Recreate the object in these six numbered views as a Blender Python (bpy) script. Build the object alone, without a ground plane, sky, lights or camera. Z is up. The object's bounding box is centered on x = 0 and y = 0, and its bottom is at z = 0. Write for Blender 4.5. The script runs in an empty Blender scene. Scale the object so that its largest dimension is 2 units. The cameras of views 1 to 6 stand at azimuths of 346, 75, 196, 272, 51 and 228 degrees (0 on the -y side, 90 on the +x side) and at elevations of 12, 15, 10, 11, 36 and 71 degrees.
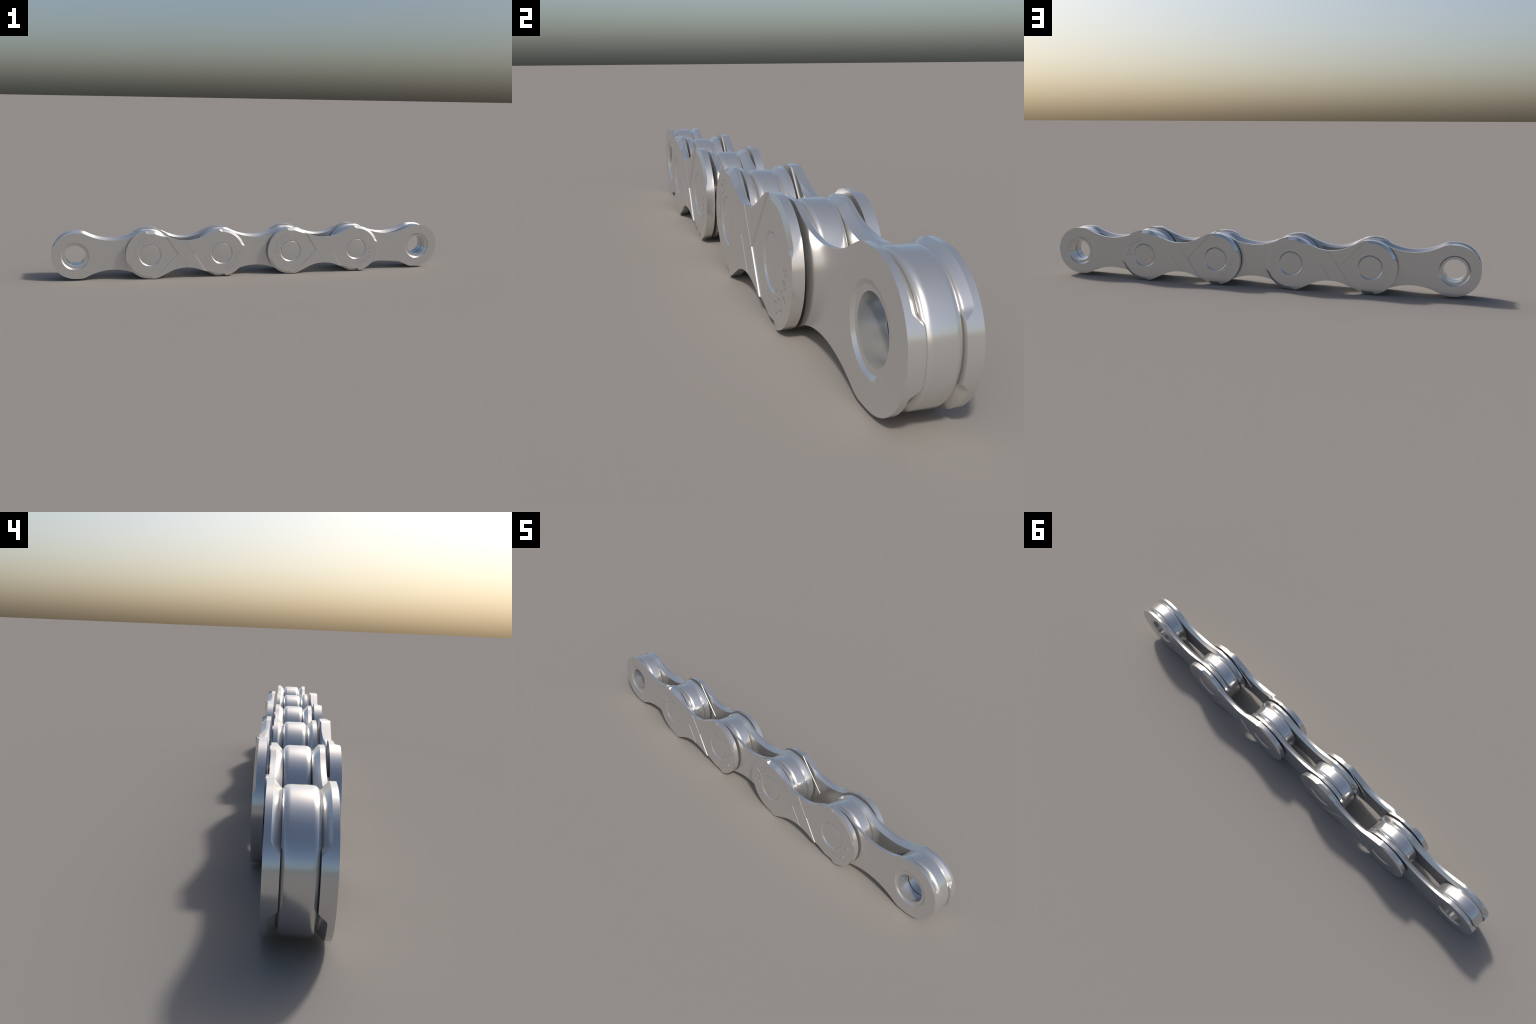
"""Five-link strip of bushingless bicycle chain: inner plates with collars, embossed
outer plates with engraved marks, rollers and pins.  Plate frame: u along the chain,
v up, w outward (away from the chain's mid plane)."""
import bpy, bmesh, math
from mathutils import Vector

PITCH = 0.3556
HALF = PITCH / 2
Z0 = 0.118                      # height of the pin axes

# ---- across the chain (w) -------------------------------------------------
IN_W0, IN_W1 = 0.0265, 0.0495   # inner plate: inner and outer face
PAD_W0, PAD_W1 = 0.0568, 0.0779 # outer plate pads: inner and outer face
STEP = 0.0023                   # the web of the outer plate is pressed outward by this
WEB_W0, WEB_W1 = PAD_W0 + STEP, PAD_W1 + STEP

# ---------------------------------------------------------------- materials
def steel(name, base, rough, scale):
    m = bpy.data.materials.new(name)
    m.use_nodes = True
    nt = m.node_tree
    b = nt.nodes["Principled BSDF"]
    tc = nt.nodes.new("ShaderNodeTexCoord")
    nz = nt.nodes.new("ShaderNodeTexNoise")
    nz.inputs["Scale"].default_value = scale
    nz.inputs["Detail"].default_value = 3.0
    mr = nt.nodes.new("ShaderNodeMapRange")
    mr.inputs["To Min"].default_value = rough - 0.004
    mr.inputs["To Max"].default_value = rough + 0.004
    nt.links.new(tc.outputs["Object"], nz.inputs["Vector"])
    nt.links.new(nz.outputs["Fac"], mr.inputs["Value"])
    nt.links.new(mr.outputs["Result"], b.inputs["Roughness"])
    b.inputs["Base Color"].default_value = (*base, 1)
    b.inputs["Metallic"].default_value = METAL
    return m

METAL = 0.80
STEEL = steel("plated_steel", (0.622, 0.620, 0.612), 0.215, 30.0)

# ---------------------------------------------------------------- helpers
def finish(me, angle=14.0, recalc=False):
    """smooth shading, with edges sharper than the angle kept crisp"""
    bm = bmesh.new()
    bm.from_mesh(me)
    bmesh.ops.remove_doubles(bm, verts=bm.verts, dist=1e-6)
    bmesh.ops.dissolve_degenerate(bm, dist=2e-6, edges=bm.edges)
    if recalc:
        bmesh.ops.recalc_face_normals(bm, faces=bm.faces)
    lim = math.radians(angle)
    for e in bm.edges:
        e.smooth = not (len(e.link_faces) != 2 or e.calc_face_angle(0) > lim)
    for f in bm.faces:
        f.smooth = True
    bm.to_mesh(me)
    bm.free()
    me.materials.clear()
    me.materials.append(STEEL)
    me.update()
    return me

def mesh_from(verts, faces, name="tool"):
    me = bpy.data.meshes.new(name)
    me.from_pydata([(u, -w, v) for u, v, w in verts], [], faces)   # plate frame -> object frame
    bm = bmesh.new()
    bm.from_mesh(me)
    bmesh.ops.remove_doubles(bm, verts=bm.verts, dist=1e-6)
    bmesh.ops.dissolve_degenerate(bm, dist=1e-6, edges=bm.edges)
    bmesh.ops.recalc_face_normals(bm, faces=bm.faces)
    bm.to_mesh(me)
    bm.free()
    return me

def loft(rings, name="tool"):
    """closed solid through rings of equal point count"""
    n = len(rings[0])
    verts = [p for r in rings for p in r]
    faces = []
    for k in range(len(rings) - 1):
        a, b = k * n, (k + 1) * n
        faces += [(a + i, a + (i + 1) % n, b + (i + 1) % n, b + i) for i in range(n)]
    faces.append(tuple(range(n)))
    faces.append(tuple(range((len(rings) - 1) * n, len(rings) * n)))
    return mesh_from(verts, faces, name)

def lathe(profile, cu, seg=96, name="tool"):
    """solid of revolution about the pin axis at u = cu; profile is (radius, w) pairs"""
    rings = [[(cu + r * math.cos(2 * math.pi * i / seg), r * math.sin(2 * math.pi * i / seg), w)
              for i in range(seg)] for r, w in profile]
    return loft(rings, name)

def prism(poly_a, wa, poly_b, wb):
    return loft([[(u, v, wa) for u, v in poly_a], [(u, v, wb) for u, v in poly_b]])

def boolean(me, tool, op):
    a = bpy.data.objects.new("body_tmp", me)
    b = bpy.data.objects.new("tool_tmp", tool)
    for o in (a, b):
        bpy.context.scene.collection.objects.link(o)
    m = a.modifiers.new("b", 'BOOLEAN')
    m.operation = op
    m.solver = 'EXACT'
    m.object = b
    dg = bpy.context.evaluated_depsgraph_get()
    out = bpy.data.meshes.new_from_object(a.evaluated_get(dg))
    bpy.data.objects.remove(a)
    bpy.data.objects.remove(b)
    bpy.data.meshes.remove(tool)
    bpy.data.meshes.remove(me)
    return out

# ---------------------------------------------------------------- plate outline
def outline(R, shoulder, rho, waist, slope=math.radians(26)):
    """One quadrant: hub arc, rounded shoulder, straight flank, concave waist arc.
    Mirrored to the full figure-of-eight.  Returns (point, outward normal) lists."""
    cx = -HALF
    quad = []
    n_arc = 44
    a_end = math.radians(90)
    for i in range(n_arc + 1):
        a = math.pi + (a_end - math.pi) * i / n_arc
        quad.append((cx + R * math.cos(a), R * math.sin(a)))
    corner = Vector((cx + shoulder, R))
    leg = shoulder * 0.42
    p0 = corner + Vector((-leg, 0))
    p2 = corner + Vector((math.cos(slope), -math.sin(slope))) * leg
    for i in range(9):
        t = i / 8
        p = p0 * (1 - t) ** 2 + corner * 2 * t * (1 - t) + p2 * t * t
        quad.append((p.x, p.y))
    x_s, drop = rho * math.sin(slope), rho * (1 - math.cos(slope))
    start = Vector((-x_s, waist + drop))
    quad.append(((p2.x + start.x) / 2, (p2.y + start.y) / 2))
    for i in range(25):
        a = slope * (1 - i / 24)
        quad.append((-rho * math.sin(a), waist + rho * (1 - math.cos(a))))
    top = quad + [(-u, v) for u, v in reversed(quad[:-1])]
    full = top + [(u, -v) for u, v in reversed(top[1:-1])]
    n = len(full)
    nor = []
    for i in range(n):
        a, b = Vector(full[i - 1]), Vector(full[(i + 1) % n])
        t = (b - a).normalized()
        nor.append(Vector((-t.y, t.x)))
    return full, nor

def flank_rho(R, shoulder, waist, slope=math.radians(26)):
    """concave radius that makes the flank line run tangent into the waist arc, given a short straight"""
    # line from the shoulder corner: drop along it plus the arc must reach the waist
    dx, dz = HALF - shoulder, R - waist
    s, c, t = math.sin(slope), math.cos(slope), 1 - math.cos(slope)
    L = (dz - t * dx / s) / (s - t * c / s)
    return (dx - c * L) / s

def ramp(x, a0, a1, b1, b0):
    """0 outside [a0, b0], 1 inside [a1, b1]"""
    if x <= a0 or x >= b0:
        return 0.0
    if x < a1:
        t = (x - a0) / (a1 - a0)
    elif x > b1:
        t = (b0 - x) / (b0 - b1)
    else:
        return 1.0
    return t * t * (3 - 2 * t)

# ---------------------------------------------------------------- inner plate
def make_inner_plate():
    R, waist, sh = 0.1110, 0.0718, 0.037
    pts, nor = outline(R, sh, flank_rho(R, sh, waist), waist)
    CH_R, CH_W = 0.0142, 0.0132          # chamfer on the edge that guides the sprocket teeth
    rings = [[], [], []]
    for (u, v), n in zip(pts, nor):
        end = abs(u) - HALF
        ang = math.degrees(math.atan2(abs(v), end)) if end > 0 else 90
        k = ramp(ang, 19, 30, 400, 500)
        rings[0].append((u - n.x * CH_R * k, v - n.y * CH_R * k, IN_W0))
        rings[1].append((u, v, IN_W0 + CH_W * k))
        rings[2].append((u, v, IN_W1))
    me = loft(rings, "inner_plate")
    for cu in (-HALF, HALF):
        me = boolean(me, lathe([(0.0675, 0.0018), (0.0680, 0.0024), (0.0680, IN_W0 + 0.01)], cu), 'UNION')
    for cu in (-HALF, HALF):
        me = boolean(me, lathe([(0.0503, 0.0), (0.0503, 0.0446),
                                (0.0607, 0.0446), (0.0668, 0.0495), (0.0700, 0.0521)], cu), 'DIFFERENCE')
    return finish(me, 36)

# ---------------------------------------------------------------- outer plate
V1 = Vector((-0.0395, 0.0045))                    # apex of the pad's chevron edge
ARM_UP = Vector((-0.0583, 0.0864)).normalized()   # its two arms
ARM_DN = Vector((-0.1130, -0.1190)).normalized()

def chevron(shift, drop=0.0):
    """polyline of the left pad's edge, from above the plate to below it"""
    a, b = V1 + ARM_UP * 0.0035, V1 + ARM_DN * 0.0035
    pts = [V1 + ARM_UP * 0.19, a]
    pts += [a * (1 - t) ** 2 + V1 * 2 * t * (1 - t) + b * t * t for t in (0.33, 0.67)]
    pts += [b, V1 + ARM_DN * 0.235]
    return [(p.x + shift, p.y - drop) for p in pts]

def half_turn(poly):
    return [(-u, -v) for u, v in poly]

def stroke_tool(paths, width, depth):
    """flat-bottomed engraving strokes as one tool mesh; paths are ([(u, v)...], closed)"""
    verts, faces = [], []
    lo, hi = PAD_W1 - depth, PAD_W1 + depth
    for path, closed in paths:
        p = [Vector(q) for q in path]
        n, base = len(p), len(verts)
        for i in range(n):
            prv = p[i - 1] if (i or closed) else p[i]
            nxt = p[(i + 1) % n] if (i < n - 1 or closed) else p[i]
            t = (nxt - prv).normalized()
            s = Vector((-t.y, t.x)) * width / 2
            a, b = p[i] + s, p[i] - s
            verts += [(a.x, a.y, lo), (b.x, b.y, lo), (b.x, b.y, hi), (a.x, a.y, hi)]
        for i in range(n if closed else n - 1):
            q, r = base + 4 * i, base + 4 * ((i + 1) % n)
            faces += [(q + k, q + (k + 1) % 4, r + (k + 1) % 4, r + k) for k in range(4)]
        if not closed:
            faces += [tuple(base + k for k in range(4)), tuple(base + 4 * (n - 1) + k for k in range(4))]
    return mesh_from(verts, faces)

def arc(cx, cy, rx, ry, a0, a1, n):
    return [(cx + rx * math.cos(math.radians(a0 + (a1 - a0) * i / n)),
             cy + ry * math.sin(math.radians(a0 + (a1 - a0) * i / n))) for i in range(n + 1)]

# single-stroke letters in a cell 0.7 wide and 1 high, origin at the cell's bottom centre;
# each letter is a list of (path, closed) strokes
GLYPHS = {
    'S': [(arc(0, 0.75, 0.30, 0.25, 35, 270, 12) + arc(0, 0.25, 0.32, 0.25, 90, -145, 12)[1:], False)],
    'e': [([(-0.24, 0.36), (0.24, 0.36)], False), (arc(0, 0.36, 0.29, 0.36, -4, 318, 18), False)],
    '5': [([(0.26, 1.0), (-0.23, 1.0)], False), ([(-0.21, 1.03), (-0.27, 0.52)], False),
          (arc(-0.02, 0.32, 0.31, 0.32, 128, -140, 14), False)],
    '0': [(arc(0, 0.5, 0.36, 0.5, 0, 360, 22)[:-1], True)],
}
MARK = [('S', 181), ('e', 163.5), ('5', 146), ('0', 126.5), ('0', 107.5)]

def mark_paths():
    paths = []
    size, r0 = 0.0225, 0.0672
    for ch, ang in MARK:
        t = math.radians(ang)
        rad, tan = Vector((math.cos(t), math.sin(t))), Vector((math.sin(t), -math.cos(t)))
        for pts, closed in GLYPHS[ch]:
            p = []
            for gx, gy in pts:
                q = Vector((-HALF, 0)) + rad * (r0 + gy * size) + tan * (gx * size)
                p.append((q.x, q.y))
            paths.append((p, closed))
            paths.append((half_turn(p), closed))
    return paths

def groove_tool(p, d, length, width, depth):
    """V groove pressed into the web, from p along d"""
    s = Vector((-d.y, d.x)) * width / 2
    top, bot = WEB_W1 + depth, WEB_W1 - depth
    rings = []
    for k in (0, length):
        c = p + d * k
        a, b = c + s * 2, c - s * 2
        rings.append([(a.x, a.y, top), (b.x, b.y, top), (c.x, c.y, bot)])
    return loft(rings)

def make_outer_plate():
    R, waist, sh = 0.1180, 0.0670, 0.029
    pts, nor = outline(R, sh, flank_rho(R, sh, waist), waist)
    rings = [[] for _ in range(6)]
    for (u, v), n in zip(pts, nor):
        # the plate maps onto itself under a half turn: measure angles at the right-hand hub
        s = 1 if u > 0 else -1
        ang = math.degrees(math.atan2(v * s, u * s - HALF)) % 360
        k_long = ramp(ang, 14, 24, 90, 97)             # shallow, on the outer side of the hub
        k_short = ramp(ang, 230, 239, 275, 282)        # steep, toward the web
        co = 0.0118 * k_long + 0.0136 * k_short
        ho = 0.0052 * k_long + 0.0113 * min(1.0, 1.6 * k_short)
        # inner edge of the web, along its length
        uu = u * (1 if v > 0 else -1)
        k_in = ramp(uu, -0.118, -0.100, 0.060, 0.100)
        ci, hi = 0.0095 * k_in, 0.0088 * k_in
        nu, nv = n.x, n.y
        rings[0].append((u - nu * ci, v - nv * ci, PAD_W0))
        rings[1].append((u - nu * ci, v - nv * ci, WEB_W0))
        rings[2].append((u, v, WEB_W0 + hi))
        rings[3].append((u, v, PAD_W1 - ho))
        rings[4].append((u - nu * co, v - nv * co, PAD_W1))
        rings[5].append((u - nu * co, v - nv * co, WEB_W1))
    me = loft(rings, "outer_plate")
    draft = 0.0014
    # outer face: sink both pads
    for turn in (False, True):
        lo, hi = chevron(-draft), chevron(draft * 2)
        far = -0.45
        lo = lo + [(far, lo[-1][1]), (far, lo[0][1])]
        hi = hi + [(far, hi[-1][1]), (far, hi[0][1])]
        if turn:
            lo, hi = half_turn(lo), half_turn(hi)
        me = boolean(me, prism(lo, PAD_W1, hi, PAD_W1 + STEP * 3), 'DIFFERENCE')
    # inner face: sink the web between the pads
    a, b = chevron(0.005 + draft / 2, 0.002), chevron(0.005 - draft, 0.002)
    me = boolean(me, prism(a + half_turn(a), WEB_W0, b + half_turn(b), WEB_W0 - STEP * 3), 'DIFFERENCE')
    # fine lines that continue the chevrons across the web
    d = -ARM_UP
    me = boolean(me, groove_tool(V1 + d * 0.002, d, 0.12, 0.0013, 0.0011), 'DIFFERENCE')
    me = boolean(me, groove_tool(-V1 - d * 0.002, -d, 0.12, 0.0013, 0.0011), 'DIFFERENCE')
    # pin holes with a countersink
    for cu in (-HALF, HALF):
        me = boolean(me, lathe([(0.0497, PAD_W0 - 0.01), (0.0497, PAD_W1 - 0.0038),
                                (0.0548, PAD_W1), (0.0599, PAD_W1 + 0.0038)], cu), 'DIFFERENCE')
    for path in mark_paths():
        me = boolean(me, stroke_tool([path], 0.0019, 0.0015), 'DIFFERENCE')
    return finish(me)

# ---------------------------------------------------------------- roller and pin
def revolve_y(profile, seg, name, closed):
    """profile of (radius, y) turned about the y axis"""
    verts, faces = [], []
    n = len(profile)
    for i in range(seg):
        a = 2 * math.pi * i / seg
        verts += [(r * math.cos(a), y, r * math.sin(a)) for r, y in profile]
    m = n if closed else n - 1
    for i in range(seg):
        j = (i + 1) % seg
        faces += [(i * n + k, i * n + (k + 1) % n, j * n + (k + 1) % n, j * n + k) for k in range(m)]
    if not closed:
        faces.append(tuple(i * n for i in range(seg)))
        faces.append(tuple(i * n + n - 1 for i in range(seg)))
    me = bpy.data.meshes.new(name)
    me.from_pydata(verts, [], faces)
    return finish(me, recalc=True)

def make_roller():
    RO, RI, HW = 0.1075, 0.0700, 0.0262
    flat = 0.0150
    side = []
    for i in range(9):                              # rounded shoulder
        t = i / 8 * math.radians(68)
        side.append((RO - 0.0085 * (1 - math.cos(t)), flat + (HW - 0.0008 - flat) * math.sin(t) / math.sin(math.radians(68))))
    side += [(side[-1][0] - 0.002, HW), (RI + 0.002, HW), (RI, HW - 0.002)]
    prof = [(r, -y) for r, y in reversed(side)] + side
    return revolve_y(prof, 128, "roller", True)

def make_pin():
    R, HW = 0.0499, PAD_W1 - 0.0022
    side = [(R, HW - 0.0018), (R - 0.0004, HW - 0.0008), (R - 0.0013, HW - 0.0001)]
    side += [(R * k, HW + 0.0014 * (1 - (k / 0.97) ** 2)) for k in (0.9, 0.7, 0.5, 0.3, 0.12)]
    prof = [(r, -y) for r, y in reversed(side)] + side
    return revolve_y(prof, 96, "pin", False)

# ---------------------------------------------------------------- assembly
root = bpy.data.objects.new("bicycle_chain", None)
bpy.context.scene.collection.objects.link(root)
root["label"] = "straight five-link strip of bright steel bicycle chain"
root["category"] = "bicycle chain"

def put(me, name, x, back=False):
    ob = bpy.data.objects.new(name, me)
    bpy.context.scene.collection.objects.link(ob)
    ob.parent = root
    ob.location = (x, 0, Z0)
    if back:
        ob.rotation_euler = (0, 0, math.pi)
    return ob

inner, outer, roller, pin = make_inner_plate(), make_outer_plate(), make_roller(), make_pin()
for k in range(5):
    x = (k - 2) * PITCH
    for back in (False, True):
        if k % 2 == 0:
            put(inner, "inner_plate", x, back)
        else:
            put(outer, "outer_plate", x, back)
for k in range(6):
    put(roller, "roller", (k - 2.5) * PITCH)
for k in range(1, 5):
    put(pin, "pin", (k - 2.5) * PITCH)
